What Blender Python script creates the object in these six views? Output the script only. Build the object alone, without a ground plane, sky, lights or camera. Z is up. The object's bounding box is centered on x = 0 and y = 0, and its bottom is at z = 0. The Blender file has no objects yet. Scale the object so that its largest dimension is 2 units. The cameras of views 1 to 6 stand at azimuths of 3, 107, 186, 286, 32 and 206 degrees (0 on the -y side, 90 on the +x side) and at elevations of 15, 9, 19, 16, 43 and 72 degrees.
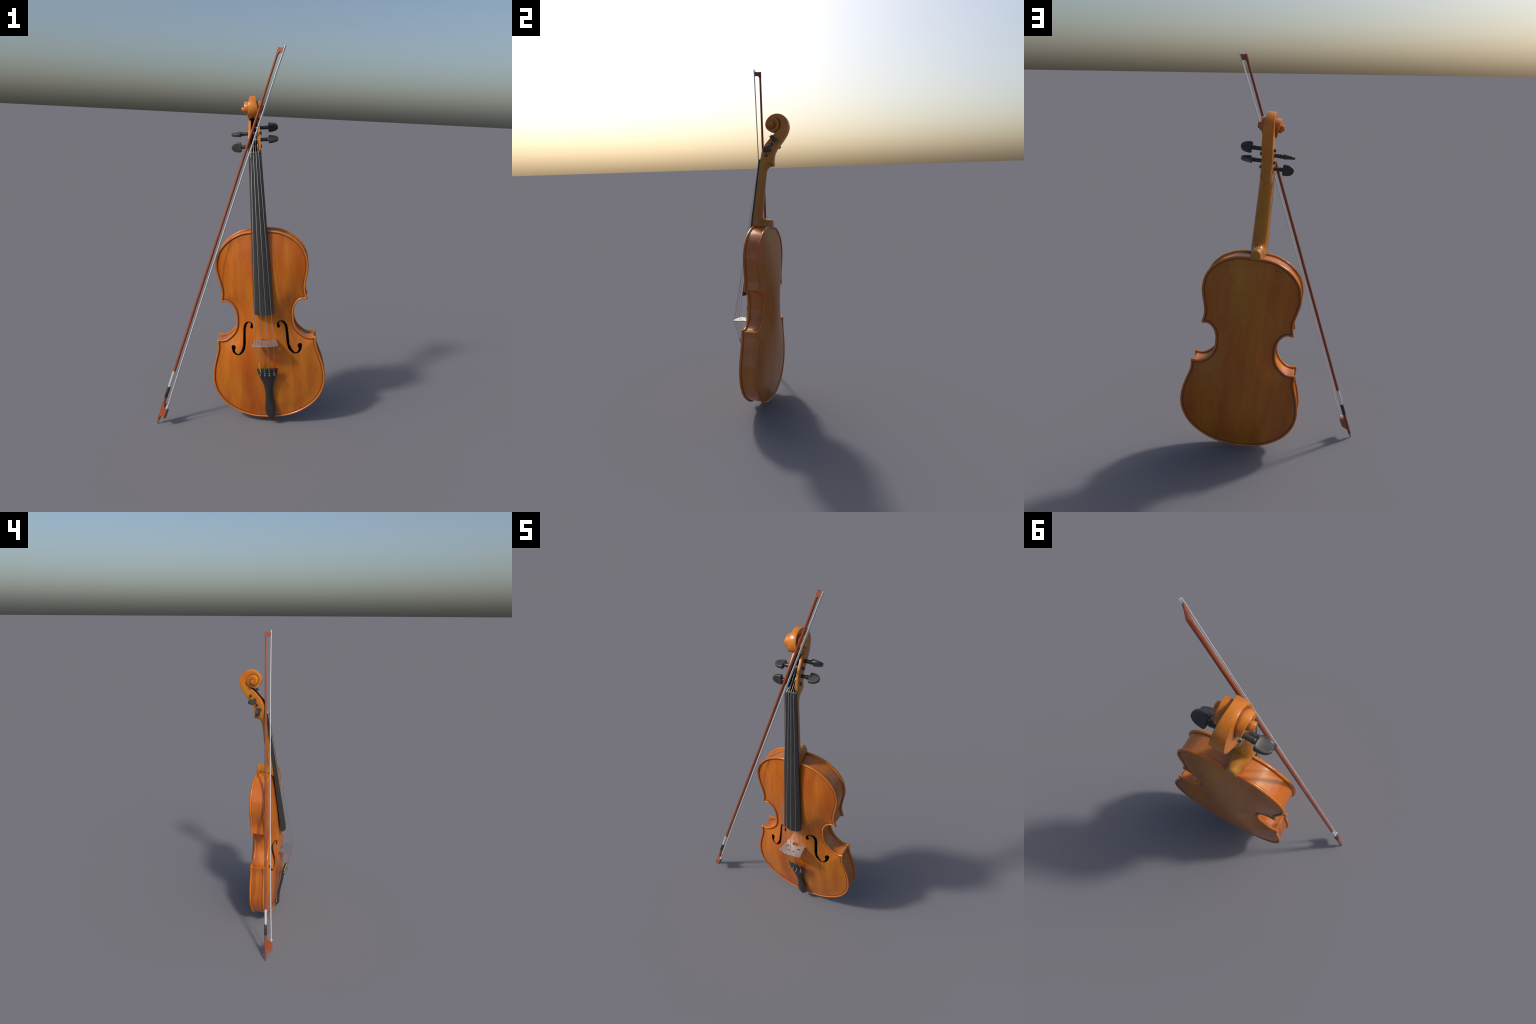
import bpy, bmesh, math, random
import numpy as np
from mathutils import Vector, Matrix
from mathutils.geometry import delaunay_2d_cdt

random.seed(7)
rng = np.random.default_rng(7)
T0 = 0.5832          # violin-local z=0 is the bottom of the body
PI = math.pi

# ------------------------------------------------------------------ helpers
def finish(me, angle=35):
    for p in me.polygons:
        p.use_smooth = True
    me.set_sharp_from_angle(angle=math.radians(angle))


def make(name, verts, faces, mat, parent, angle=35, weld=False, flip=None):
    me = bpy.data.meshes.new(name)
    me.from_pydata([tuple(map(float, v)) for v in verts], [], faces)
    bm = bmesh.new()
    bm.from_mesh(me)
    if weld:
        bmesh.ops.remove_doubles(bm, verts=bm.verts, dist=1e-5)
    bmesh.ops.recalc_face_normals(bm, faces=bm.faces)
    if flip is not None:               # open sheets: make them face a direction
        d = Vector(flip)
        tot = sum((f.normal.dot(d) * f.calc_area() for f in bm.faces))
        if tot < 0:
            bmesh.ops.reverse_faces(bm, faces=bm.faces)
    bm.to_mesh(me)
    bm.free()
    finish(me, angle)
    me.materials.append(mat)
    ob = bpy.data.objects.new(name, me)
    bpy.context.scene.collection.objects.link(ob)
    ob.parent = parent
    return ob


def V(s, y, t):
    """violin coordinates: s across, y depth (+ = back), t along the body"""
    return (s, y, t + T0)


def loft(rings, closed=True, cap0=True, cap1=True):
    n = len(rings[0])
    verts = [p for r in rings for p in r]
    faces = []
    m = n if closed else n - 1
    for i in range(len(rings) - 1):
        a, b = i * n, (i + 1) * n
        for j in range(m):
            k = (j + 1) % n
            faces.append((a + j, a + k, b + k, b + j))
    if cap0:
        faces.append(tuple(range(n - 1, -1, -1)))
    if cap1:
        faces.append(tuple(range((len(rings) - 1) * n, len(rings) * n)))
    return verts, faces


def merge(parts):
    vs, fs = [], []
    for v, f in parts:
        o = len(vs)
        vs += list(v)
        fs += [tuple(i + o for i in q) for q in f]
    return vs, fs


def tube(pts, rad, n=10, caps=True):
    pts = [Vector(p) for p in pts]
    if not hasattr(rad, '__len__'):
        rad = [rad] * len(pts)
    rings = []
    ref = None
    for i, p in enumerate(pts):
        d = (pts[min(i + 1, len(pts) - 1)] - pts[max(i - 1, 0)]).normalized()
        if ref is None:
            ref = d.orthogonal().normalized()
        ref = (ref - d * ref.dot(d)).normalized()
        b = d.cross(ref)
        rings.append([p + (ref * math.cos(a) + b * math.sin(a)) * rad[i]
                      for a in (2 * PI * k / n for k in range(n))])
    return loft(rings, True, caps, caps)


def spline(pts, per=12):
    """centripetal-ish Catmull-Rom through the points"""
    P = np.array(pts, float)
    ext = np.vstack([2 * P[0] - P[1], P, 2 * P[-1] - P[-2]])
    out = []
    for i in range(1, len(ext) - 2):
        p0, p1, p2, p3 = ext[i - 1:i + 3]
        t0 = 0.0
        t1 = t0 + max(np.linalg.norm(p1 - p0), 1e-6) ** .5
        t2 = t1 + max(np.linalg.norm(p2 - p1), 1e-6) ** .5
        t3 = t2 + max(np.linalg.norm(p3 - p2), 1e-6) ** .5
        for t in np.linspace(t1, t2, per, endpoint=False):
            a1 = (t1 - t) / (t1 - t0) * p0 + (t - t0) / (t1 - t0) * p1
            a2 = (t2 - t) / (t2 - t1) * p1 + (t - t1) / (t2 - t1) * p2
            a3 = (t3 - t) / (t3 - t2) * p2 + (t - t2) / (t3 - t2) * p3
            b1 = (t2 - t) / (t2 - t0) * a1 + (t - t0) / (t2 - t0) * a2
            b2 = (t3 - t) / (t3 - t1) * a2 + (t - t1) / (t3 - t1) * a3
            out.append((t2 - t) / (t2 - t1) * b1 + (t - t1) / (t2 - t1) * b2)
    out.append(P[-1])
    return np.array(out)


def resample(P, n):
    d = np.r_[0, np.cumsum(np.linalg.norm(np.diff(P, axis=0), axis=1))]
    q = np.linspace(0, d[-1], n)
    return np.stack([np.interp(q, d, P[:, k]) for k in range(P.shape[1])], 1)


def interp(table, x):
    return float(np.interp(x, [a for a, _ in table], [b for _, b in table]))


def smooth(a, b, x):
    t = np.clip((x - a) / (b - a), 0, 1)
    return t * t * (3 - 2 * t)


def inside(poly, P):
    x, y = P[:, 0], P[:, 1]
    c = np.zeros(len(P), bool)
    a = poly
    b = np.roll(poly, -1, 0)
    for (x0, y0), (x1, y1) in zip(a, b):
        if y0 == y1:
            continue
        k = ((y0 > y) != (y1 > y)) & (x < (x1 - x0) * (y - y0) / (y1 - y0) + x0)
        c ^= k
    return c


def dist_to(poly, P):
    best = np.full(len(P), 9.0)
    a = poly
    b = np.roll(poly, -1, 0)
    for p, q in zip(a, b):
        e = q - p
        l2 = float(e @ e) or 1e-12
        u = np.clip(((P - p) @ e) / l2, 0, 1)
        d = np.linalg.norm(P - p - u[:, None] * e, axis=1)
        best = np.minimum(best, d)
    return best


def fill(outer, holes=(), extra=None):
    """triangulate a region with holes; returns points, triangles and loop index lists"""
    pts, edges, loops = [], [], []
    for L in [outer, *holes]:
        o = len(pts)
        pts += [Vector((float(p[0]), float(p[1]))) for p in L]
        edges += [(o + i, o + (i + 1) % len(L)) for i in range(len(L))]
        loops.append(list(range(o, o + len(L))))
    if extra is not None:
        pts += [Vector((float(p[0]), float(p[1]))) for p in extra]
    vo, eo, fo, ov, oe, of = delaunay_2d_cdt(pts, edges, [], 0, 1e-7)
    P = np.array([(v.x, v.y) for v in vo])
    back = {}
    for i, o in enumerate(ov):
        for k in o:
            back[k] = i
    loops = [[back[i] for i in L] for L in loops]
    F = np.array([tuple(f) for f in fo if len(f) == 3])
    C = P[F].mean(1)
    keep = inside(np.array(outer), C)
    for h in holes:
        keep &= ~inside(np.array(h), C)
    return P, [tuple(map(int, f)) for f in F[keep]], loops


def slab(outer, holes, place, thick):
    """flat plate: 2D outline extruded; place(u, v, w) -> 3D, w = -1..1 times thick/2"""
    P, F, loops = fill(outer, holes)
    n = len(P)
    v = [place(p[0], p[1], thick / 2) for p in P] + [place(p[0], p[1], -thick / 2) for p in P]
    f = list(F) + [tuple(i + n for i in reversed(q)) for q in F]
    for L in loops:
        for i in range(len(L)):
            a, b = L[i], L[(i + 1) % len(L)]
            f.append((a, b, b + n, a + n))
    return v, f


# ---------------------------------------------------------------- materials
def nodes(name):
    m = bpy.data.materials.new(name)
    m.use_nodes = True
    nt = m.node_tree
    b = nt.nodes['Principled BSDF']
    return m, nt, b


def add(nt, kind, **kw):
    n = nt.nodes.new(kind)
    for k, v in kw.items():
        if hasattr(n, k):
            setattr(n, k, v)
        else:
            n.inputs[k.replace('_', ' ')].default_value = v
    return n


def ramp(nt, fac, stops):
    r = nt.nodes.new('ShaderNodeValToRGB')
    e = r.color_ramp.elements
    while len(e) < len(stops):
        e.new(0.5)
    for el, (p, c) in zip(e, stops):
        el.position = p
        el.color = (*c, 1) if len(c) == 3 else c
    nt.links.new(fac, r.inputs[0])
    return r.outputs[0]


def mixc(nt, mode, fac, a, b):
    m = nt.nodes.new('ShaderNodeMix')
    m.data_type = 'RGBA'
    m.blend_type = mode
    if isinstance(fac, (int, float)):
        m.inputs[0].default_value = fac
    else:
        nt.links.new(fac, m.inputs[0])
    for i, x in ((6, a), (7, b)):
        if isinstance(x, tuple):
            m.inputs[i].default_value = (*x, 1)
        else:
            nt.links.new(x, m.inputs[i])
    return m.outputs[2]


def noise(nt, coord, scale, nscale=1.0, detail=4, rough=.55, loc=(0, 0, 0), dist=0):
    mp = nt.nodes.new('ShaderNodeMapping')
    mp.inputs['Scale'].default_value = scale
    mp.inputs['Location'].default_value = loc
    nt.links.new(coord, mp.inputs['Vector'])
    n = add(nt, 'ShaderNodeTexNoise', Scale=nscale, Detail=detail, Roughness=rough, Distortion=dist)
    nt.links.new(mp.outputs[0], n.inputs['Vector'])
    return n.outputs[0]


def wood(name, deep, mid, light, streak=(16, 16, 1.3), rough=.34, spots=.5, fine=.30,
         seed=0.0, coat=.15, grain=(260, 160, 6), painted_ao=.7, fade=None, spec=.42):
    m, nt, b = nodes(name)
    tc = nt.nodes.new('ShaderNodeTexCoord').outputs['Object']
    n1 = noise(nt, tc, streak, 1.0, 5, .6, (seed, seed * 2, seed), .4)
    col = ramp(nt, n1, [(.28, deep), (.5, mid), (.74, light)])
    n2 = noise(nt, tc, (4.5, 4.5, 2.2), 1.0, 3, .5, (seed + 3, 1, 5), .6)
    hue = ramp(nt, n2, [(.30, (1.0, .86, .72)), (.5, (1, 1, 1)), (.72, (.97, 1.16, 1.12))])
    col = mixc(nt, 'MULTIPLY', .85, col, hue)
    n3 = noise(nt, tc, grain, 1.0, 3, .6, (seed, 0, 0))
    g = ramp(nt, n3, [(.32, (.62, .52, .45)), (.56, (1, 1, 1))])
    col = mixc(nt, 'MULTIPLY', fine, col, g)
    n4 = noise(nt, tc, (90, 90, 34), 1.0, 2, .5, (seed, 2, 0))
    sp = ramp(nt, n4, [(.24, (.50, .36, .28)), (.33, (1, 1, 1))])
    col = mixc(nt, 'MULTIPLY', spots, col, sp)
    ao = add(nt, 'ShaderNodeAmbientOcclusion', samples=8, only_local=False)  # occlusion shading multiplied into base colour, darkening creases
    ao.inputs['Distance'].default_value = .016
    gr = ramp(nt, ao.outputs['AO'], [(.30, (.40, .30, .25)), (.80, (1, 1, 1))] if painted_ao < .9 else
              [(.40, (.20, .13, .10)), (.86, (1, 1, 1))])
    col = mixc(nt, 'MULTIPLY', painted_ao, col, gr)
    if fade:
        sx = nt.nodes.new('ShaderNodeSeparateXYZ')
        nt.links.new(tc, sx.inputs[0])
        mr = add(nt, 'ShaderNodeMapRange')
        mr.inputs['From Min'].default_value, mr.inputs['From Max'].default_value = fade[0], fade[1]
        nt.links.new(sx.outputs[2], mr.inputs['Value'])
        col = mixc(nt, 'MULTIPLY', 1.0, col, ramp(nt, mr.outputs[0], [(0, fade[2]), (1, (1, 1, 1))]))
    nt.links.new(col, b.inputs['Base Color'])
    rr = ramp(nt, n2, [(.3, (rough - .05,) * 3), (.7, (rough + .06,) * 3)])
    nt.links.new(rr, b.inputs['Roughness'])
    b.inputs['Coat Weight'].default_value = coat
    b.inputs['Coat Roughness'].default_value = .28
    b.inputs['Specular IOR Level'].default_value = spec
    bu = add(nt, 'ShaderNodeBump', Strength=.06, Distance=.002)
    nt.links.new(n3, bu.inputs['Height'])
    nt.links.new(bu.outputs[0], b.inputs['Normal'])
    return m


def plain(name, col, rough=.4, metal=0.0, var=.15, nscale=60, bump=0.0, coat=0.0):
    m, nt, b = nodes(name)
    tc = nt.nodes.new('ShaderNodeTexCoord').outputs['Object']
    n = noise(nt, tc, (nscale,) * 3, 1.0, 4, .6)
    lo = tuple(c * (1 - var) for c in col)
    hi = tuple(min(1, c * (1 + var)) for c in col)
    nt.links.new(ramp(nt, n, [(.3, lo), (.7, hi)]), b.inputs['Base Color'])
    nt.links.new(ramp(nt, n, [(.3, (rough * .85,) * 3), (.7, (min(1, rough * 1.15),) * 3)]),
                 b.inputs['Roughness'])
    b.inputs['Metallic'].default_value = metal
    b.inputs['Coat Weight'].default_value = coat
    if bump:
        bu = add(nt, 'ShaderNodeBump', Strength=bump, Distance=.001)
        nt.links.new(n, bu.inputs['Height'])
        nt.links.new(bu.outputs[0], b.inputs['Normal'])
    return m


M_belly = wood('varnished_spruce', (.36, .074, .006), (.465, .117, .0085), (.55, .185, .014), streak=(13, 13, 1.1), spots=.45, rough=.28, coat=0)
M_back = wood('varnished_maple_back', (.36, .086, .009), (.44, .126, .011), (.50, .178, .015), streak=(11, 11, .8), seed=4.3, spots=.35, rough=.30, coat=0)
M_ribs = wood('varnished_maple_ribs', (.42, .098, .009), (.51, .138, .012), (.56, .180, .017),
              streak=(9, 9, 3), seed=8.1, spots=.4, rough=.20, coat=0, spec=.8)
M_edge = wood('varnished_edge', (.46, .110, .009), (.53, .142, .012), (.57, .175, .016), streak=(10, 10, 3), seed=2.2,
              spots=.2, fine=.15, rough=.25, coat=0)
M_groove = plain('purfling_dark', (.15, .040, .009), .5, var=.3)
M_shade = wood('dark_rim_strip', (.22, .050, .006), (.28, .070, .008), (.31, .09, .01), seed=4.0, spots=.3)
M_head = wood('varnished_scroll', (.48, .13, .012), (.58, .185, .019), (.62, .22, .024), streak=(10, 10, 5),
              seed=11.0, spots=.35, fine=.3, rough=.26, coat=0, painted_ao=1.0, fade=(1.34, 1.56, (.80, .93, 1.02)))
M_neck = M_head
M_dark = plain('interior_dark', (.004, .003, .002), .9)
M_wall = plain('sound_hole_wall', (.022, .010, .004), .7)  # wood blackened so the cut edges look unlit
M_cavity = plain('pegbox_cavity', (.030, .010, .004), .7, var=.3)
M_ebony = plain('ebony', (.026, .0265, .027), .42, var=.12, nscale=40)
M_peg = plain('peg_ebony', (.034, .034, .034), .36, var=.15, nscale=50)
M_tail = plain('tailpiece_black', (.022, .022, .0225), .45, var=.12, nscale=40)
M_metal = plain('tuner_metal', (.13, .13, .13), .5, .4, var=.15)
M_string = plain('string_steel', (.50, .48, .47), .38, .8, var=.05)
M_bridge = plain('bridge_mottled', (.47, .46, .455), .38, .82, var=.12, nscale=240, bump=.12)
M_yellow = plain('silk_yellow', (.80, .52, .05), .6)
M_green = plain('silk_green', (.025, .26, .10), .6)
M_red = plain('silk_red', (.72, .03, .015), .6)
M_cord = plain('tail_cord', (.05, .018, .01), .5)
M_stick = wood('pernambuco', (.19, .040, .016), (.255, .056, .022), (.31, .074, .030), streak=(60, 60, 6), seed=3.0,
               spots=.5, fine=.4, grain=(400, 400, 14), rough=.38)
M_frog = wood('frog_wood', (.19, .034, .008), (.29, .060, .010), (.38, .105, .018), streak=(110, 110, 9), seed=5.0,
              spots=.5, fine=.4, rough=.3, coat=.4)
M_winding = plain('silver_winding', (.74, .735, .73), .36, .6, var=.03, nscale=15)
M_grip = plain('black_grip', (.024, .024, .022), .5)
M_hair = plain('horsehair', (.64, .637, .635), .45, .12, var=.12, nscale=400)  # white hair toned down to grey, compromise between its sunlit and shaded sides
M_slide = plain('frog_slide', (.10, .10, .10), .35)


def empty(name, loc, mat):
    e = bpy.data.objects.new(name, None)
    e.empty_display_size = .1
    bpy.context.scene.collection.objects.link(e)
    e.matrix_world = mat
    return e


ROLL = math.radians(6.5)
U = Vector((math.cos(ROLL), 0, math.sin(ROLL)))
W = Vector((-math.sin(ROLL), 0, math.cos(ROLL)))
origin = Vector((.1085, 0, .615)) - U * .001 - W * T0
mat = Matrix((( U.x, 0, W.x, origin.x), (0, 1, 0, 0), (U.z, 0, W.z, origin.z), (0, 0, 0, 1)))
violin = empty('violin', origin, mat)
violin['label'] = 'orange brown varnished violin standing upright, black pegs and fingerboard'
violin['category'] = 'violin'

# ------------------------------------------------------------- body outline
upper = [(0, .4848), (.044, .4836), (.0755, .4810), (.1067, .4738), (.136, .4613), (.1661, .4443), (.196, .418),
         (.2178, .3902), (.2333, .358), (.2412, .327), (.2436, .300), (.2432, .282), (.239, .2547), (.2312, .2198),
         (.2246, .1883), (.2224, .167), (.2236, .1458), (.2272, .128), (.2335, .1045)]
waist = [(.2335, .1045), (.2187, .1053), (.2016, .1066), (.1865, .1004), (.1715, .0851), (.1610, .0655),
         (.1555, .0437), (.1540, .0272), (.1540, .004), (.1562, -.024), (.1672, -.0557), (.1855, -.0797),
         (.2065, -.098), (.2255, -.1072), (.2435, -.1087), (.2695, -.1042)]
lower = [(.2695, -.1042), (.2675, -.130), (.2680, -.153), (.2753, -.1858), (.2872, -.2235), (.298, -.2633),
         (.305, -.303), (.3078, -.335), (.3066, -.366), (.3005, -.398), (.2895, -.4290), (.2709, -.4625),
         (.2475, -.4915), (.2194, -.516), (.1823, -.5407), (.1414, -.5605), (.097, -.5746), (.05, -.5811),
         (0, -.5832)]


def mirror(L):
    return [(-a, b) for a, b in reversed(L)]


STEP = .0040
segs = []
for ctl in (mirror(upper)[:-1] + upper, waist, lower[:-1] + mirror(lower), mirror(waist)):
    # control points listed clockwise: over the top, right waist, bottom, left waist
    P = spline(ctl, 10)
    L = np.linalg.norm(np.diff(P, axis=0), axis=1).sum()
    segs.append(resample(P, int(L / STEP) + 1))


def seg_normals(P):
    t = np.gradient(P, axis=0)
    t /= np.linalg.norm(t, axis=1)[:, None]
    return t, np.stack([t[:, 1], -t[:, 0]], 1)      # clockwise outline: inward is to the right


def ring(d):
    """outline moved inward by d, with the four corner points mitred; constant point count"""
    info = [seg_normals(P) for P in segs]
    out = []
    mit = []
    for i in range(4):
        c = segs[i][0]
        n0 = info[i - 1][1][-1]
        n1 = info[i][1][0]
        mit.append(c + d * (n0 + n1) / (1 + n0 @ n1))
    for i in range(4):
        P = segs[i]
        t, n = info[i]
        Q = P + n * d
        a, b = mit[i], mit[(i + 1) % 4]
        k = np.arange(len(P)) * STEP
        near0 = (k < .06) & ((Q - a) @ t[0] <= 1e-4)
        near1 = (k[-1] - k < .06) & ((Q - b) @ (-t[-1]) <= 1e-4)
        Q = Q[~(near0 | near1)]
        Q = np.vstack([a, Q, b])
        out.append(resample(Q, len(P))[:-1])
    R = np.vstack(out)
    n = len(R)
    starts = np.cumsum([0] + [len(o) for o in out[:-1]])
    for _ in range(4):                       # soften the four corner tips
        S = .5 * R + .25 * (np.roll(R, 1, 0) + np.roll(R, -1, 0))
        for c in starts:
            for k in range(-3, 4):
                R[(c + k) % n] = S[(c + k) % n]
    return R


outline = ring(0.0)
NR = len(outline)

# arch field: Poisson solution normalised across, times a long arch
GS = .005
gx = np.arange(-.32, .3201, GS)
gt = np.arange(-.60, .5001, GS)
GX, GT = np.meshgrid(gx, gt)
G = np.stack([GX.ravel(), GT.ravel()], 1)
msk = inside(ring(.012), G).reshape(GX.shape)
u = np.zeros(GX.shape)
for it in range(2600):
    v = np.zeros_like(u)
    v[1:-1, 1:-1] = .25 * (u[:-2, 1:-1] + u[2:, 1:-1] + u[1:-1, :-2] + u[1:-1, 2:]) + .25 * GS * GS
    u = np.where(msk, v, 0)
ctr = u[:, len(gx) // 2]
ctr_s = np.convolve(np.pad(ctr, 4, mode='edge'), np.ones(9) / 9, 'valid')
tau = np.abs((gt + .0495) / .522)
long_arch = np.clip(1 - tau ** 2.15, 0, 1)
gain = (long_arch + .02) / np.maximum(ctr_s, .04 * ctr.max())
field = u * gain[:, None]
field /= field[:, len(gx) // 2].max()


def sample(P):
    fx = np.clip((P[:, 0] - gx[0]) / GS, 0, len(gx) - 2)
    ft = np.clip((P[:, 1] - gt[0]) / GS, 0, len(gt) - 2)
    i, j = fx.astype(int), ft.astype(int)
    a, b = fx - i, ft - j
    return (field[j, i] * (1 - a) * (1 - b) + field[j, i + 1] * a * (1 - b)
            + field[j + 1, i] * (1 - a) * b + field[j + 1, i + 1] * a * b)


def arch(P, amp):
    d = dist_to(outline, P)
    q = np.clip((d - .0150) / .085, 0, 1)
    return amp * sample(P) * (.25 * np.minimum(1, q * 8) + .75 * (1 - (1 - q) ** 2))


# f-holes: centre line (abs s, t) with half widths
f_line = [(.0716, -.0258, .0068), (.0698, -.0170, .0055), (.0690, -.0090, .0040), (.0712, -.0025, .0029),
          (.0775, .0012, .0023), (.0868, .0012, .0026), (.0965, -.0050, .0040), (.1055, -.0190, .0050),
          (.1110, -.0360, .0055), (.1134, -.0610, .0058), (.1154, -.0980, .0061), (.1177, -.1277, .0067),
          (.1237, -.1505, .0064), (.1340, -.1690, .0053), (.1480, -.1818, .0037), (.1610, -.1832, .0034),
          (.1722, -.1762, .0050), (.1785, -.1662, .0065), (.1803, -.1575, .0082), (.1787, -.1470, .0117)]


def f_outline(sgn):
    """outline of a pen stroke of varying width: zero contour of its distance field"""
    L = spline(f_line, 10)
    h = .0011
    xs = np.arange(.055, .2, h)
    ts = np.arange(-.20, .018, h)
    X, T = np.meshgrid(xs, ts)
    D = np.full(X.shape, 9.0)
    for x, t, r in L:
        D = np.minimum(D, np.hypot(X - x, T - t) - r * (1.22 if r < .0066 else 1.04))
    nxt = {}

    def cut(i0, j0, i1, j1):
        k = D[i0, j0] / (D[i0, j0] - D[i1, j1])
        key = (min(i0, i1), min(j0, j1), i0 != i1)
        return key, (xs[j0] + k * (xs[j1] - xs[j0]), ts[i0] + k * (ts[i1] - ts[i0]))
    pos = {}
    for i, j in np.argwhere((np.abs(D[:-1, :-1]) < 3 * h)):
        q = [(i, j), (i, j + 1), (i + 1, j + 1), (i + 1, j)]
        sg = [D[p] < 0 for p in q]
        ent = ext_ = None
        for k in range(4):
            p0, p1 = q[k], q[(k + 1) % 4]
            if sg[k] != sg[(k + 1) % 4]:
                key, pt = cut(*p0, *p1)
                pos[key] = pt
                if sg[k]:
                    ext_ = key
                else:
                    ent = key
        if ent is not None:
            nxt[ext_] = ent
    best = []
    todo = set(nxt)
    while todo:
        k = next(iter(sorted(todo)))
        loop = []
        while k in todo:
            todo.discard(k)
            loop.append(pos[k])
            k = nxt[k]
        if len(loop) > len(best):
            best = loop
    P = np.array(best)
    for _ in range(2):
        P = .5 * P + .25 * (np.roll(P, 1, 0) + np.roll(P, -1, 0))
    P = resample(np.vstack([P, P[:1]]), int(len(P) * .62))[:-1]
    P[:, 0] *= sgn
    return P


def hexgrid(poly, step, margin, holes=()):
    pts = []
    r = 0
    t = poly[:, 1].min()
    while t < poly[:, 1].max():
        x = poly[:, 0].min() + (step / 2 if r % 2 else 0)
        xs = np.arange(x, poly[:, 0].max(), step)
        pts.append(np.stack([xs, np.full(len(xs), t)], 1))
        t += step * .866
        r += 1
    P = np.vstack(pts)
    P = P[inside(poly, P)]
    P = P[dist_to(poly, P) > margin]
    for h in holes:
        P = P[~inside(h, P)]
        P = P[dist_to(h, P) > step * .35]
    return P


EDGE = [(.0085, -.001), (.0035, 0), (.0012, .0012), (.0002, .0035), (0, .0062), (.0005, .0090), (.0020, .0116),
        (.0044, .0130), (.0068, .0129), (.0088, .0116), (.0102, .0098)]
GROOVE = [(.0102, .0098), (.0113, .0086), (.0124, .0082), (.0138, .0083)]
SHADE = [(.0138, .0083), (.0152, .0087), (.0168, .0094)]
RIM = .0168


def strip(profile, to3):
    rings = [[to3(p[0], p[1], e) for p in ring(d)] for d, e in profile]
    return loft(rings, True, False, False)


def plate(name, side, base, amp, mat, holes=()):
    """belly or back: side -1 = front, +1 = back; e = height outward from the rib line"""
    def to3(s, t, e):
        return V(s, base + side * e, t)
    inner = ring(RIM)
    P, F, loops = fill(inner, holes, hexgrid(inner, .0085, .004, holes))
    e = .0094 + arch(P, amp)
    for i in loops[0]:
        e[i] = .0094
    verts = [to3(p[0], p[1], h) for p, h in zip(P, e)]
    faces = list(F)
    for L in loops[1:]:                      # walls of the f-holes
        o = len(verts)
        verts += [to3(P[i][0], P[i][1], e[i] - .009) for i in L]
        n = len(L)
        faces += [(L[i], L[(i + 1) % n], o + (i + 1) % n, o + i) for i in range(n)]
    ob = make(name, verts, faces, mat, violin, 50, flip=(0, side, 0))
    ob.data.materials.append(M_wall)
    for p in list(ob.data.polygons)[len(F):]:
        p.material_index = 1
    v, f = strip(SHADE, to3)
    make('dark_rim_strip', v, f, M_shade, ob, 60, flip=(0, side, 0))
    v, f = strip(EDGE, to3)
    make('plate_edge', v, f, M_edge, ob, 60, flip=(0, side, 0))
    v, f = strip(GROOVE, to3)
    make('purfling', v, f, M_groove, ob, 60, flip=(0, side, 0))
    return ob


fh = [f_outline(1), f_outline(-1)]
belly = plate('belly', -1, -.0200, .0500, M_belly, fh)
back = plate('back_plate', 1, .0570, .0460, M_back)

# ribs
rib_rings = [[V(p[0], y, p[1]) for p in ring(.0085 - .0 * k)] for k, y in enumerate(np.linspace(-.0195, .0565, 7))]
v, f = loft(rib_rings, True, False, False)
make('ribs', v, f, M_ribs, violin, 40)
# thin dark lines where ribs meet the plates
for y in (-.0188, .0558):
    rr = [[V(p[0], y + dy, p[1]) for p in ring(d)] for d, dy in
          ((.0090, -.0012), (.0081, -.0008), (.0081, .0008), (.0090, .0012))]
    v, f = loft(rr, True, False, False)
    make('rib_dark_line', v, f, M_groove, violin, 80)
# black board making the body's inner darkness behind the f-holes
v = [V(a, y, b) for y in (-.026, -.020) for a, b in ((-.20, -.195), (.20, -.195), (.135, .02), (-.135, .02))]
make('interior_shadow_board', v, [(0, 1, 2, 3), (7, 6, 5, 4), (0, 4, 5, 1), (1, 5, 6, 2), (2, 6, 7, 3), (3, 7, 4, 0)],
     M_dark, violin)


# --------------------------------------------------------------- fingerboard
def y_neck(t):
    return -.043 + .115 * (t - .482)


def fb_half(t):
    return .0322 + (.0508 - .0322) * (.872 - t) / .812


def y_fb_edge(t):
    return -.0070 - .1195 * (.872 - t)


def fb_crown(t):
    return .0045 + .0065 * (.872 - t) / .812


rings = []
for i, t in enumerate(np.linspace(.872, .0600, 60)):
    sh = 1.0 if 0 < i < 59 else .985
    w = fb_half(t) * sh
    yb, ye, c = y_neck(t) - .0004, y_fb_edge(t), fb_crown(t)
    r = [V(-w + .0012, yb, t), V(w - .0012, yb, t), V(w, yb - .0012, t), V(w, ye + .0014, t)]
    for x in np.linspace(1, -1, 19):
        xx = x * (w - .0008)
        tt = t
        if i >= 58:                    # gently curved lower end
            tt = t - .006 * (1 - x * x)
        r.append(V(xx, ye - c * (1 - x * x), tt))
    r += [V(-w, ye + .0014, t), V(-w, yb - .0012, t)]
    rings.append(r)
v, f = loft(rings)
make('fingerboard', v, f, M_ebony, violin, 30)

rings = []
for t, top, sh in ((.8845, .002, .97), (.8840, .0055, 1), (.880, .0095, 1), (.8745, .0098, 1), (.8715, .0085, 1),
                   (.8690, .0065, 1), (.8682, .004, .97)):
    w = .0325 * sh
    yb = y_neck(t) + .0008
    r = [V(-w, yb, t), V(w, yb, t)]
    for x in np.linspace(1, -1, 13):
        r.append(V(x * w, yb - .0035 - top + .0045 * x * x, t))
    rings.append(r)
v, f = loft(rings)
make('nut', v, f, M_ebony, violin, 40)

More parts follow.
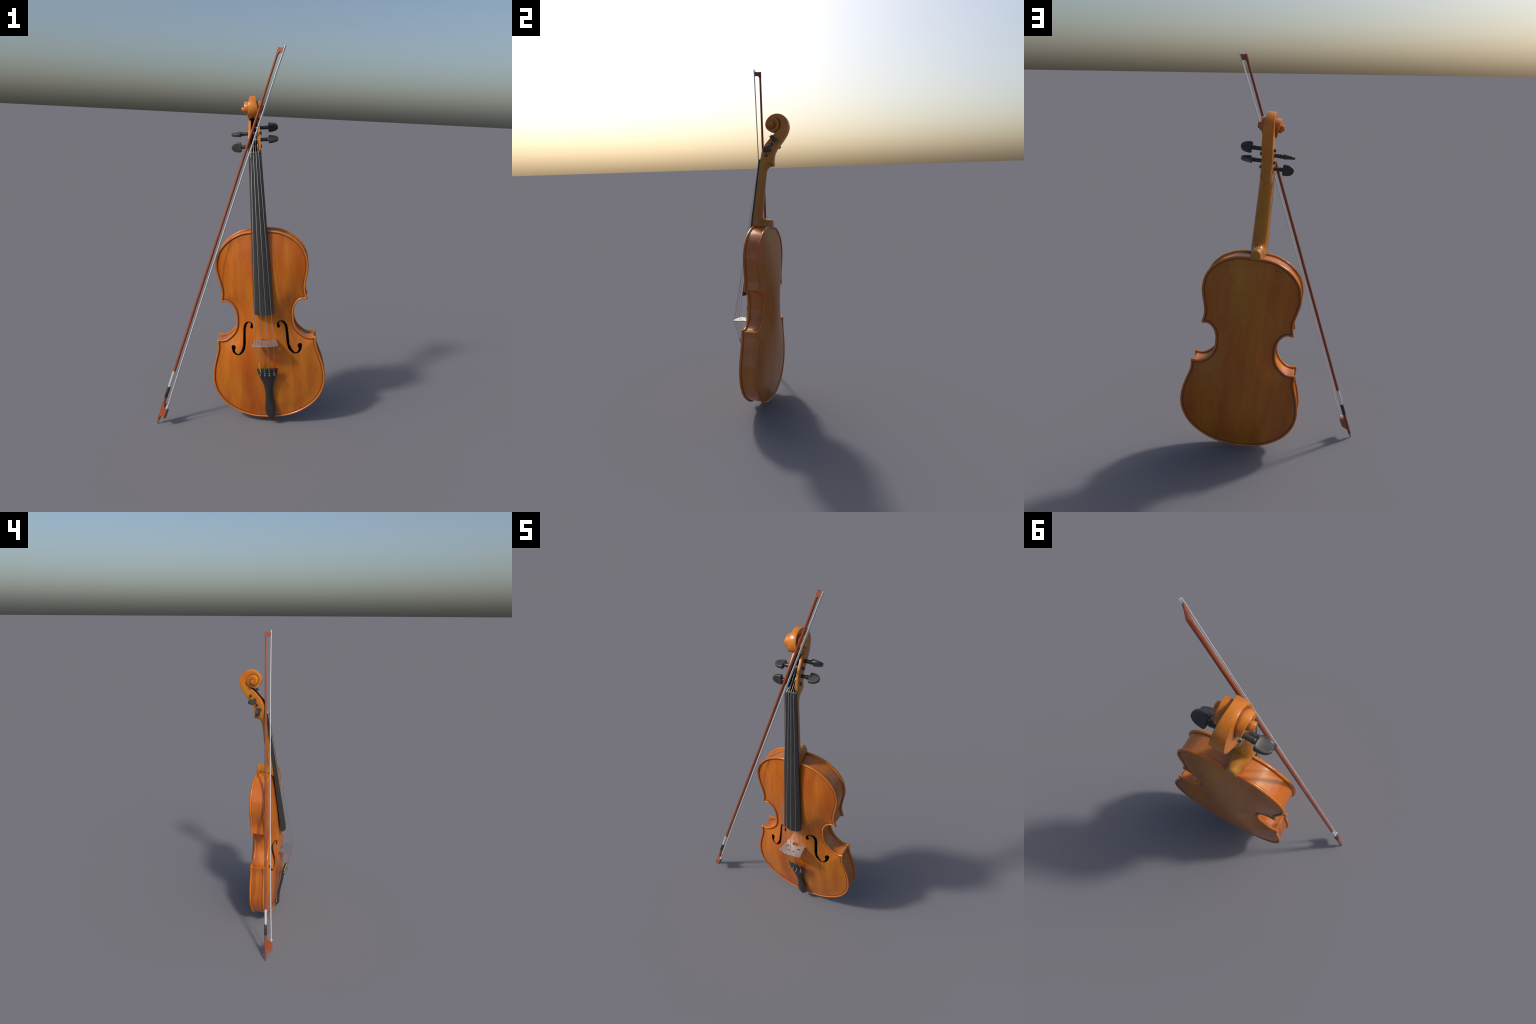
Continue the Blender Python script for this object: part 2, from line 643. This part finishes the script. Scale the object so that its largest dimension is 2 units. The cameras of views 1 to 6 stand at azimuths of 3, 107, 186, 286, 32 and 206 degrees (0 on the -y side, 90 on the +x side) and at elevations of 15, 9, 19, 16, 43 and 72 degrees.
# --------------------------------------------------------------------- neck
def d_ring(F, B, w, p, n=15):
    out = []
    for k in range(n):
        ph = PI * k / (n - 1)
        c = math.cos(ph)
        x = w * math.copysign(abs(c) ** p, c)
        q = math.sin(ph) ** .95 if 0 < k < n - 1 else 0
        out.append(V(x, F[0] + (B[0] - F[0]) * q, F[1] + (B[1] - F[1]) * q))
    return out


st = []                                     # (front, back, half width, squareness)
for F, B, w, p in [((.0748, .476), (.0748, .5165), .0230, .90), ((.0742, .476), (.0738, .5205), .0233, .90),
                   ((.068, .476), (.0690, .5240), .0243, .88), ((.055, .476), (.060, .5250), .0268, .85),
                   ((.030, .476), (.050, .5255), .0295, .82), ((.005, .476), (.040, .5262), .0345, .78),
                   ((-.015, .470), (.0295, .5285), .038, .75), ((-.0452, .464), (.0205, .5325), .0405, .76),
                   ((y_neck(.492), .492), (.0150, .5385), .0405, .78)]:
    st.append((F, B, w, p))
for t, b in [(.520, (.0122, .546)), (.545, (.0115, .556)), (.567, (.0125, .570)), (.60, (.0158, .60)),
             (.64, (.0196, .64)), (.69, (.0236, .69)), (.724, (.0268, .724)), (.752, (.0292, .752)),
             (.785, (.0325, .783)), (.810, (.0350, .806)), (.826, (.0385, .8195)), (.838, (.0445, .8295)),
             (.848, (.0530, .8365)), (.858, (.0640, .8405)), (.868, (.0750, .8420)), (.8765, (.0838, .8428))]:
    st.append(((y_neck(t), t), b, min(fb_half(t) - .0006, .0405), .80 if t < .83 else .80 + .2 * (t - .83) / .047))
v, f = loft([d_ring(*s) for s in st])
make('neck', v, f, M_neck, violin, 45)

# ---------------------------------------------------------- pegbox and scroll
CY, CT = .0780, 1.0880
R_T = [(0, .0955), (27, .0868), (46, .0795), (67, .0700), (90, .0625), (123, .0525), (158, .0477), (180, .0457),
       (207, .0443), (237, .0432), (270, .0440), (315, .0445), (360, .0435), (405, .0415), (450, .0393), (480, .0370),
       (510, .0342), (540, .0303), (580, .0247), (630, .0214), (675, .0200), (720, .0184), (765, .0165), (810, .0148),
       (850, .0138)]
W_T = [(0, .0228), (45, .0178), (90, .0152), (135, .0195), (180, .0255), (230, .0285), (270, .0300), (315, .0335),
       (360, .0390), (405, .0420), (450, .0432), (540, .0442), (630, .0462), (700, .0505), (760, .0550), (810, .0572), (850, .0572)]


def table_smooth(tab, x, h=14):
    return sum(interp(tab, x + d) for d in (-h, -h / 2, 0, h / 2, h)) / 5


def head_ring(O, I, wo, wi, c, fl, b=.0032, full=0):
    O, I = np.array(O), np.array(I)
    L = np.linalg.norm(I - O) + 1e-9
    bb = min(b, wo * .45)
    e = min(.45, b / L)
    half = [(wo - bb, 0), (wo - bb * .3, e * .28), (wo, e), (max(wo + (wi - wo) * .33, full * wi * .735), .34),
            (max(wo + (wi - wo) * .66, full * wi * .930), .67),
            (wi, 1 - e * .7), (wi - b * .28, 1 - e * .2), (wi - b * .7, 1),
            (c, 1), (c, fl)]
    pts = half + [(-x, q) for x, q in reversed(half)]
    return [V(x, *(O + (I - O) * q)) for x, q in pts]


hs = []
arm = [((.0800, .8434), (.0022, .8690), .0040, .0312), ((.0842, .8425), (.0042, .8785), .0045, .0322), ((.0838, .8455), (.0044, .8800), .0125, .0322),
       ((.0830, .8505), (.0048, .8830), .0172, .0322), ((.0818, .8580), (.0053, .8870), .0208, .0323),
       ((.0805, .8680), (.0060, .8920), .0228, .0325), ((.0797, .8800), (.0072, .8985), .0232, .0326),
       ((.0806, .8970), (.0088, .9090), .0234, .0326), ((.0860, .9200), (.0110, .9230), .0236, .0323),
       ((.0985, .9440), (.0160, .9420), .0237, .0317), ((.1130, .9625), (.0230, .9570), .0238, .0310),
       ((.1285, .9815), (.0335, .9730), .0238, .0302), ((.1450, .9045 + .1), (.0485, .9915), .0238, .0294),
       ((.1600, 1.0270), (.0660, 1.0110), .0238, .0286), ((.1690, 1.0500), (.0825, 1.0275), .0236, .0278),
       ((.1730, 1.0680), (.0965, 1.0400), .0233, .0268), ((.1737, 1.0790), (.1080, 1.0560), .0231, .0252)]
for i, (O, I, wo, wi) in enumerate(arm):
    if i < 3:
        fl = .97
    elif i < len(arm) - 2:
        fl = .97 - .62 * smooth(2, 4, i) * (1 - smooth(len(arm) - 4, len(arm) - 2, i))
    else:
        fl = .97
    c = max(.010, min(.0195, wi - .0115))
    hs.append(head_ring(O, I, wo, wi, c, fl, full=1))
for th in np.arange(0, 851, 10):
    r, w = table_smooth(R_T, th), table_smooth(W_T, th)
    ri = max(0.0012, table_smooth(R_T, min(th + 360, 850)) - .006) if th < 540 else .0012
    if th + 360 > 850:
        ri = .0012
    a = math.radians(th)
    O = (CY + r * math.cos(a), CT + r * math.sin(a))
    I = (CY + ri * math.cos(a), CT + ri * math.sin(a))
    hs.append(head_ring(O, I, w, w + (.0 if th > 500 else -.0012), min(.010, w * .5), .985, b=.0026))
ends = []
for sx in (-1, 1):
    ends.append(tube([V(sx * x, CY - .0005, CT) for x in (.044, .0560, .0574, .0580)], [.0128, .0126, .0118, .0098], 26))
v, f = merge([loft(hs)] + ends)
head = make('scroll_head', v, f, M_head, violin, 40)
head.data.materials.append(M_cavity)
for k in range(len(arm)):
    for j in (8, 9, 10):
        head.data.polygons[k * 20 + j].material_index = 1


# --------------------------------------------------------------------- pegs
def peg_mesh():
    """peg lying along +x from the far cheek to the thumb piece; thumb blade wide along local z"""
    parts = []
    prof = [(-.0352, .0020), (-.0350, .0070), (-.0338, .0080), (-.010, .0084), (.020, .0088), (.0555, .0090),
            (.0565, .0108), (.0585, .0108), (.0592, .0092), (.0605, .0092), (.0610, .0102), (.0628, .0100),
            (.0640, .0088), (.0680, .0090), (.0720, .0105)]
    n = 18
    parts.append(loft([[(x, r * math.cos(a), r * math.sin(a)) for a in (2 * PI * k / n for k in range(n))]
                       for x, r in prof]))
    rings = []
    m = 28
    for q in np.concatenate([[0, .012, .03, .06, .1], np.linspace(.16, .9, 12), [.95, .98, .995, 1.0]]):
        x = .0690 + .0500 * q
        if q < .1:
            hw = .0252 * (.86 + .14 * math.sin(q / .1 * PI / 2))
        else:
            hw = .0252 * math.sqrt(max(0, 1 - ((q - .1) / .9) ** 2.9))
        hw = max(hw, .0012)
        th = (.0126 - .0056 * q ** .7) * (1.0 if .02 < q < .985 else (.80 if q <= .02 else .55))
        r = []
        for k in range(m):
            a = 2 * PI * k / m
            ca, sa = math.cos(a), math.sin(a)
            z = hw * math.copysign(abs(ca) ** .42, ca)
            dish = 1 - .12 * (1 - (z / hw) ** 2) * math.sin(PI * min(1, q * 1.05))
            y = th * math.copysign(abs(sa) ** .42, sa) * dish
            r.append((x, y, z))
        rings.append(r)
    parts.append(loft(rings))
    return merge(parts)


pv, pf = peg_mesh()
first = make('peg', pv, pf, M_peg, violin, 40)
# (side, y, t, direction of the thumb blade in the y-t plane)
PEGS = [(1, .0990, .9940, (.62, -.78)), (1, .0602, .9362, (.85, .52)), (-1, .0740, .9690, (1.0, .18)),
        (-1, .0405, .9058, (.02, -1.0))]
for i, (sd, y, t, (by, bt)) in enumerate(PEGS):
    ob = first if i == 0 else first.copy()
    if i:
        bpy.context.scene.collection.objects.link(ob)
    X = Vector((sd, 0, 0))
    Z = Vector((0, by, bt)).normalized()
    Y = Z.cross(X)
    ob.parent = violin
    ob.matrix_local = Matrix(((X.x, Y.x, Z.x, 0), (X.y, Y.y, Z.y, y), (X.z, Y.z, Z.z, t + T0), (0, 0, 0, 1)))

# ------------------------------------------------------------------- bridge
half = [(0, .0905), (.0160, .0905), (.0188, .0890), (.0190, .0840), (.0185, .0700), (.0600, .0685), (.0612, .0740),
        (.0605, .0800), (.0540, .0832), (.0560, .0872), (.0590, .0900), (.0675, .1550)]
crown = [(x, .1655 - .0105 * (x / .0675) ** 2) for x in np.linspace(.0675, 0, 12)]
half = half + crown[1:]
poly = half + [(-a, b) for a, b in reversed(half[1:-1])]


def blob(cx, cy, rx, ry, sk, n=18, lobes=.22):
    out = []
    for k in range(n):
        a = 2 * PI * k / n
        r = 1 + lobes * math.sin(3 * a + .6 * sk)
        out.append((cx + sk * rx * r * math.cos(a), cy + ry * r * math.sin(a)))
    return out


holes = []
for sk in (1, -1):
    holes.append(blob(sk * .0340, .1085, .0092, .0062, sk))
    holes.append(blob(sk * .0145, .1345, .0058, .0046, sk))
v, f = slab(poly, holes, lambda a, b, w: V(a, -b, -.0962 + w), .0055)
br = make('bridge', v, f, M_bridge, violin, 30)
bv = br.modifiers.new('round', 'BEVEL')
bv.width = .0008
bv.segments = 2
bv.limit_method = 'ANGLE'

# ---------------------------------------------------------------- tailpiece
TP = [(-.2500, .0530, -.1005, .0120, .012), (-.2520, .0545, -.1005, .0125, .015), (-.265, .0536, -.0995, .0125, .017),
      (-.2763, .0515, -.0985, .0120, .0175), (-.295, .0455, -.0955, .0110, .0175), (-.3138, .0385, -.0925, .0100, .0175),
      (-.340, .0295, -.0885, .0090, .0170), (-.370, .0225, -.0832, .0085, .0165), (-.4083, .0196, -.0745, .0080, .016),
      (-.4352, .0198, -.0690, .0080, .0155), (-.460, .0222, -.0640, .0075, .015), (-.4827, .0250, -.0605, .0075, .015),
      (-.510, .0274, -.0588, .0070, .0145), (-.5298, .0278, -.0580, .0068, .014), (-.5450, .0245, -.0575, .0065, .0135),
      (-.5560, .0195, -.0573, .0060, .0130), (-.5640, .0135, -.0570, .0055, .0120), (-.5690, .0070, -.0568, .0045, .0105),
      (-.5705, .0030, -.0568, .0035, .009)]
tt = np.array(TP)
dense = spline(tt, 4)
rings = []
for t, w, ye, c, th in dense:
    r = []
    for x in np.linspace(-1, 1, 17):
        r.append(V(x * w, ye - c * (1 - x * x), t))
    r.append(V(w, ye + .0025, t))
    for x in np.linspace(.92, -.92, 9):
        r.append(V(x * w, ye + .0035 + (th - c - .0035) * (1 - x * x) ** .8, t))
    r.append(V(-w, ye + .0025, t))
    rings.append(r)
v, f = loft(rings)
tail = make('tailpiece', v, f, M_tail, violin, 40)
# raised string fret near its top edge
rings = []
for t, h in ((-.2600, .0), (-.2606, .0026), (-.2622, .0034), (-.2640, .0026), (-.2646, .0)):
    r = [V(x * .0540, -.0990 - .0125 * (1 - x * x) - h - .0006, t) for x in np.linspace(-1, 1, 17)]
    r += [V(x * .0535, -.0965 - .0110 * (1 - x * x), t) for x in np.linspace(1, -1, 17)]
    rings.append(r)
v, f = loft(rings)
make('tailpiece_fret', v, f, M_tail, tail, 40)
S_TAIL = [-.0356, -.0122, .0114, .0362]


def tail_y(s, t):
    w = interp([(a[0], a[1]) for a in sorted(TP)], t)
    ye = interp([(a[0], a[2]) for a in sorted(TP)], t)
    c = interp([(a[0], a[3]) for a in sorted(TP)], t)
    return ye - c * (1 - min(1, (s / w)) ** 2)


for s in S_TAIL:                              # fine tuners
    y0 = tail_y(s, -.272)
    base = Vector(V(s * .98, y0 + .001, -.2735))
    top = Vector(V(s * 1.05, y0 - .0150, -.2835))
    ax = (top - base).normalized()
    parts = [tube([base, base + ax * .0050, base + ax * .0056], [.0060, .0058, .0030], 14),
             tube([base, top - ax * .004], .0024, 10),
             tube([top - ax * .0050, top - ax * .0045, top - ax * .001, top], [.0050, .0068, .0068, .0052], 16)]
    v, f = merge(parts)
    make('fine_tuner', v, f, M_metal, tail, 40)
# tail cord: two strands over the lower edge
for sx in (-.0075, .0075):
    pts = spline([V(sx * .6, -.053, -.545), V(sx * .8, -.0515, -.566), V(sx, -.0445, -.578), V(sx * 1.1, -.0365, -.5835),
                  V(sx * 1.1, -.0240, -.5842), V(sx, -.015, -.576)], 6)
    v, f = tube(pts, .0036, 10)
    make('tail_cord', v, f, M_cord, tail, 60)

# ------------------------------------------------------------------ strings
S_NUT = [-.0195, -.0067, .0062, .0190]
S_BR = [-.0488, -.0173, .0140, .0463]
PEG_OF = [3, 2, 1, 0]
RAD = [.0014, .0012, .0011, .0009]
for i in range(4):
    yb = -(.1655 - .0105 * (S_BR[i] / .0675) ** 2) - RAD[i] * .6
    yn = y_neck(.876) - .0145 + .0045 * (S_NUT[i] / .0325) ** 2
    ytl = tail_y(S_TAIL[i], -.262) - .0045
    p = PEGS[PEG_OF[i]]
    pts = [V(S_NUT[i] * .55, p[1] - .0085, p[2]), V(S_NUT[i] * .85, y_neck(.884) - .0095, .8855),
           V(S_NUT[i], yn, .876), V(S_BR[i], yb, -.0962), V(S_TAIL[i], ytl, -.2600),
           V(S_TAIL[i], tail_y(S_TAIL[i], -.272) - .001, -.2735)]
    v, f = tube(pts, RAD[i], 8)
    st_ob = make('string', v, f, M_string, violin, 60)
    # coloured silk at the tailpiece end
    a, b = Vector(pts[3]), Vector(pts[4])
    k0 = [.66, .675, .67, .655][i]
    v, f = tube([a.lerp(b, k0), a.lerp(b, 1.0)], RAD[i] + .0010, 8)
    make('string_silk', v, f, (M_yellow, M_green, M_green, M_red)[i], st_ob, 60)
    # windings on the peg
    wind = [V(S_NUT[i] * .55 + .004 * math.copysign(1, S_NUT[i]) * (k / 40 - .2),
              p[1] + .0099 * math.cos(k * .9), p[2] + .0099 * math.sin(k * .9)) for k in range(36)]
    v, f = tube(wind, RAD[i], 6)
    make('string_coil', v, f, M_string, st_ob, 60)

# ====================================================================== bow
A = Vector((.26426532, .081404, .96100844)).normalized()
H = Vector((.695, -.706, -.1315))
H = (H - A * H.dot(A)).normalized()
Bv = H.cross(A)                               # across the hair ribbon
O = Vector((-.4452, -.1237, .0213))
bmat = Matrix(((Bv.x, H.x, A.x, O.x), (Bv.y, H.y, A.y, O.y), (Bv.z, H.z, A.z, O.z), (0, 0, 0, 1)))
bow = empty('violin_bow', O, bmat)
bow['label'] = 'slender red brown violin bow with white hair, leaning'
bow['category'] = 'violin bow'
# local: x across ribbon, y toward hair, z along the stick

C_STICK = [(0, 0), (.3, .0008), (.72, .0018), (1.22, .0032), (1.64, .0038), (2.01, .0056), (2.05, .0056)]
R_STICK = [(0, .0076), (.3, .0076), (.72, .0074), (1.2, .0071), (1.64, .0066), (2.02, .0059)]


def stick_c(l):
    return interp(C_STICK, l)


zs = list(np.linspace(.0025, 2.030, 70))
pts = [(0, stick_c(0), 0)] + [(0, stick_c(z), z) for z in zs]
v, f = tube(pts, [.0060] + [interp(R_STICK, z) for z in zs], 16)
stick = make('bow_stick', v, f, M_stick, bow, 40)

prof = [(2.0470, -.0002), (2.0464, .012), (2.0468, .024), (2.0490, .0325), (2.0535, .0405), (2.0240, .0400),
        (2.0250, .0340), (2.0256, .0275), (2.0240, .0205), (2.0200, .0145), (2.0120, .0110), (1.9950, .0100),
        (1.9950, .0012), (2.02, -.0001)]
P, F, loops = fill([(a, b) for a, b in prof])
n = len(P)


def head_half(y):
    return .0054 - .0026 * min(1, max(0, y / .040))


v = [(head_half(p[1]), p[1], p[0]) for p in P] + [(-head_half(p[1]), p[1], p[0]) for p in P]
f = list(F) + [tuple(i + n for i in reversed(q)) for q in F]
L = loops[0]
f += [(L[i], L[(i + 1) % n], L[(i + 1) % n] + n, L[i] + n) for i in range(n)]
ob = make('bow_head', v, f, M_stick, bow, 30)
bv = ob.modifiers.new('round', 'BEVEL')
bv.width = .0027
bv.segments = 4
bv.limit_method = 'ANGLE'

v, f = tube([(0, stick_c(.2997), .206), (0, stick_c(.25), .25), (0, stick_c(.3), .2997)], .0082, 18)
make('silver_winding', v, f, M_winding, bow, 40)
v, f = tube([(0, stick_c(.138), .1375), (0, stick_c(.138), .139), (0, stick_c(.2), .205), (0, stick_c(.2), .2065)],
            [.0080, .0090, .0090, .0080], 18)
make('grip', v, f, M_grip, bow, 40)
v, f = tube([(0, 0, .001), (0, 0, -.004), (0, 0, -.012), (0, 0, -.0135), (0, 0, -.0200), (0, 0, -.0212)],
            [.0046, .0034, .0030, .0044, .0042, .0026], 12)
make('end_screw', v, f, M_slide, bow, 40)

frog_prof = [(.0300, .0030), (.0325, .0250), (.0348, .0445), (.0930, .0455), (.0945, .0440), (.0948, .0370),
             (.0915, .0310), (.0885, .0255), (.0890, .0210), (.0930, .0180), (.1000, .0170), (.1065, .0165),
             (.1072, .0150), (.1072, .0030)]
v, f = slab(frog_prof, [], lambda a, b, w: (w, b, a), .0150)
frog = make('frog', v, f, M_frog, bow, 30)
bv = frog.modifiers.new('round', 'BEVEL')
bv.width = .0022
bv.segments = 3
bv.limit_method = 'ANGLE'
# slightly raised darker strips draw the shading of a hollow on the frog cheeks
for sx in (-1, 1):
    pr = [(.0345, .0265), (.045, .0200), (.070, .0185), (.086, .0200), (.0845, .0250), (.070, .0290), (.050, .0300)]
    v, f = slab(pr, [], lambda a, b, w: (sx * .0072 + w, b, a), .0012)
    make('frog_shade_strip', v, f, M_stick, frog, 30)
v, f = slab([(.046, .0452), (.046, .0478), (.0925, .0478), (.0925, .0452)], [], lambda a, b, w: (w, b, a), .0120)
make('frog_slide', v, f, M_slide, frog, 30)
fer = [(.0920, .0340), (.0920, .0468), (.1075, .0462), (.1075, .0345)]
v, f = slab(fer, [], lambda a, b, w: (w, b, a), .0158)
ob = make('ferrule', v, f, M_winding, frog, 30)
bv = ob.modifiers.new('round', 'BEVEL')
bv.width = .002
bv.segments = 3
bv.limit_method = 'ANGLE'

H_HAIR = [(.09, .0402), (.40, .0368), (.73, .0352), (1.23, .0352), (1.64, .0372), (1.9, .0402), (2.0605, .0432)]
parts = []
NB = 6
for ix in range(NB):                       # flat locks laid side by side
    jx, jy = rng.uniform(-.0002, .0002, 2)
    ph = rng.uniform(0, 6.28)
    rings = []
    top = 2.0630 + rng.uniform(-.0012, .0004)
    for z in np.linspace(.098, top, 50):
        k = 1 - .10 * math.sin(PI * (z - .1) / 1.96)
        w = .00070
        cx = (ix - (NB - 1) / 2) * .00136 * k + jx + .00012 * math.sin(z * 5 + ph)
        cy = interp(H_HAIR, z) + jy + .00025 * math.sin(z * 3.1 + ph * .5)
        rings.append([(cx - w, cy - .0017, z), (cx + w, cy - .0017, z), (cx + w, cy + .0017, z),
                      (cx - w, cy + .0017, z)])
    parts.append(loft(rings))
v, f = merge(parts)
hair = make('bow_hair', v, f, M_hair, bow, 30)
hair['kind'] = 'stuff'
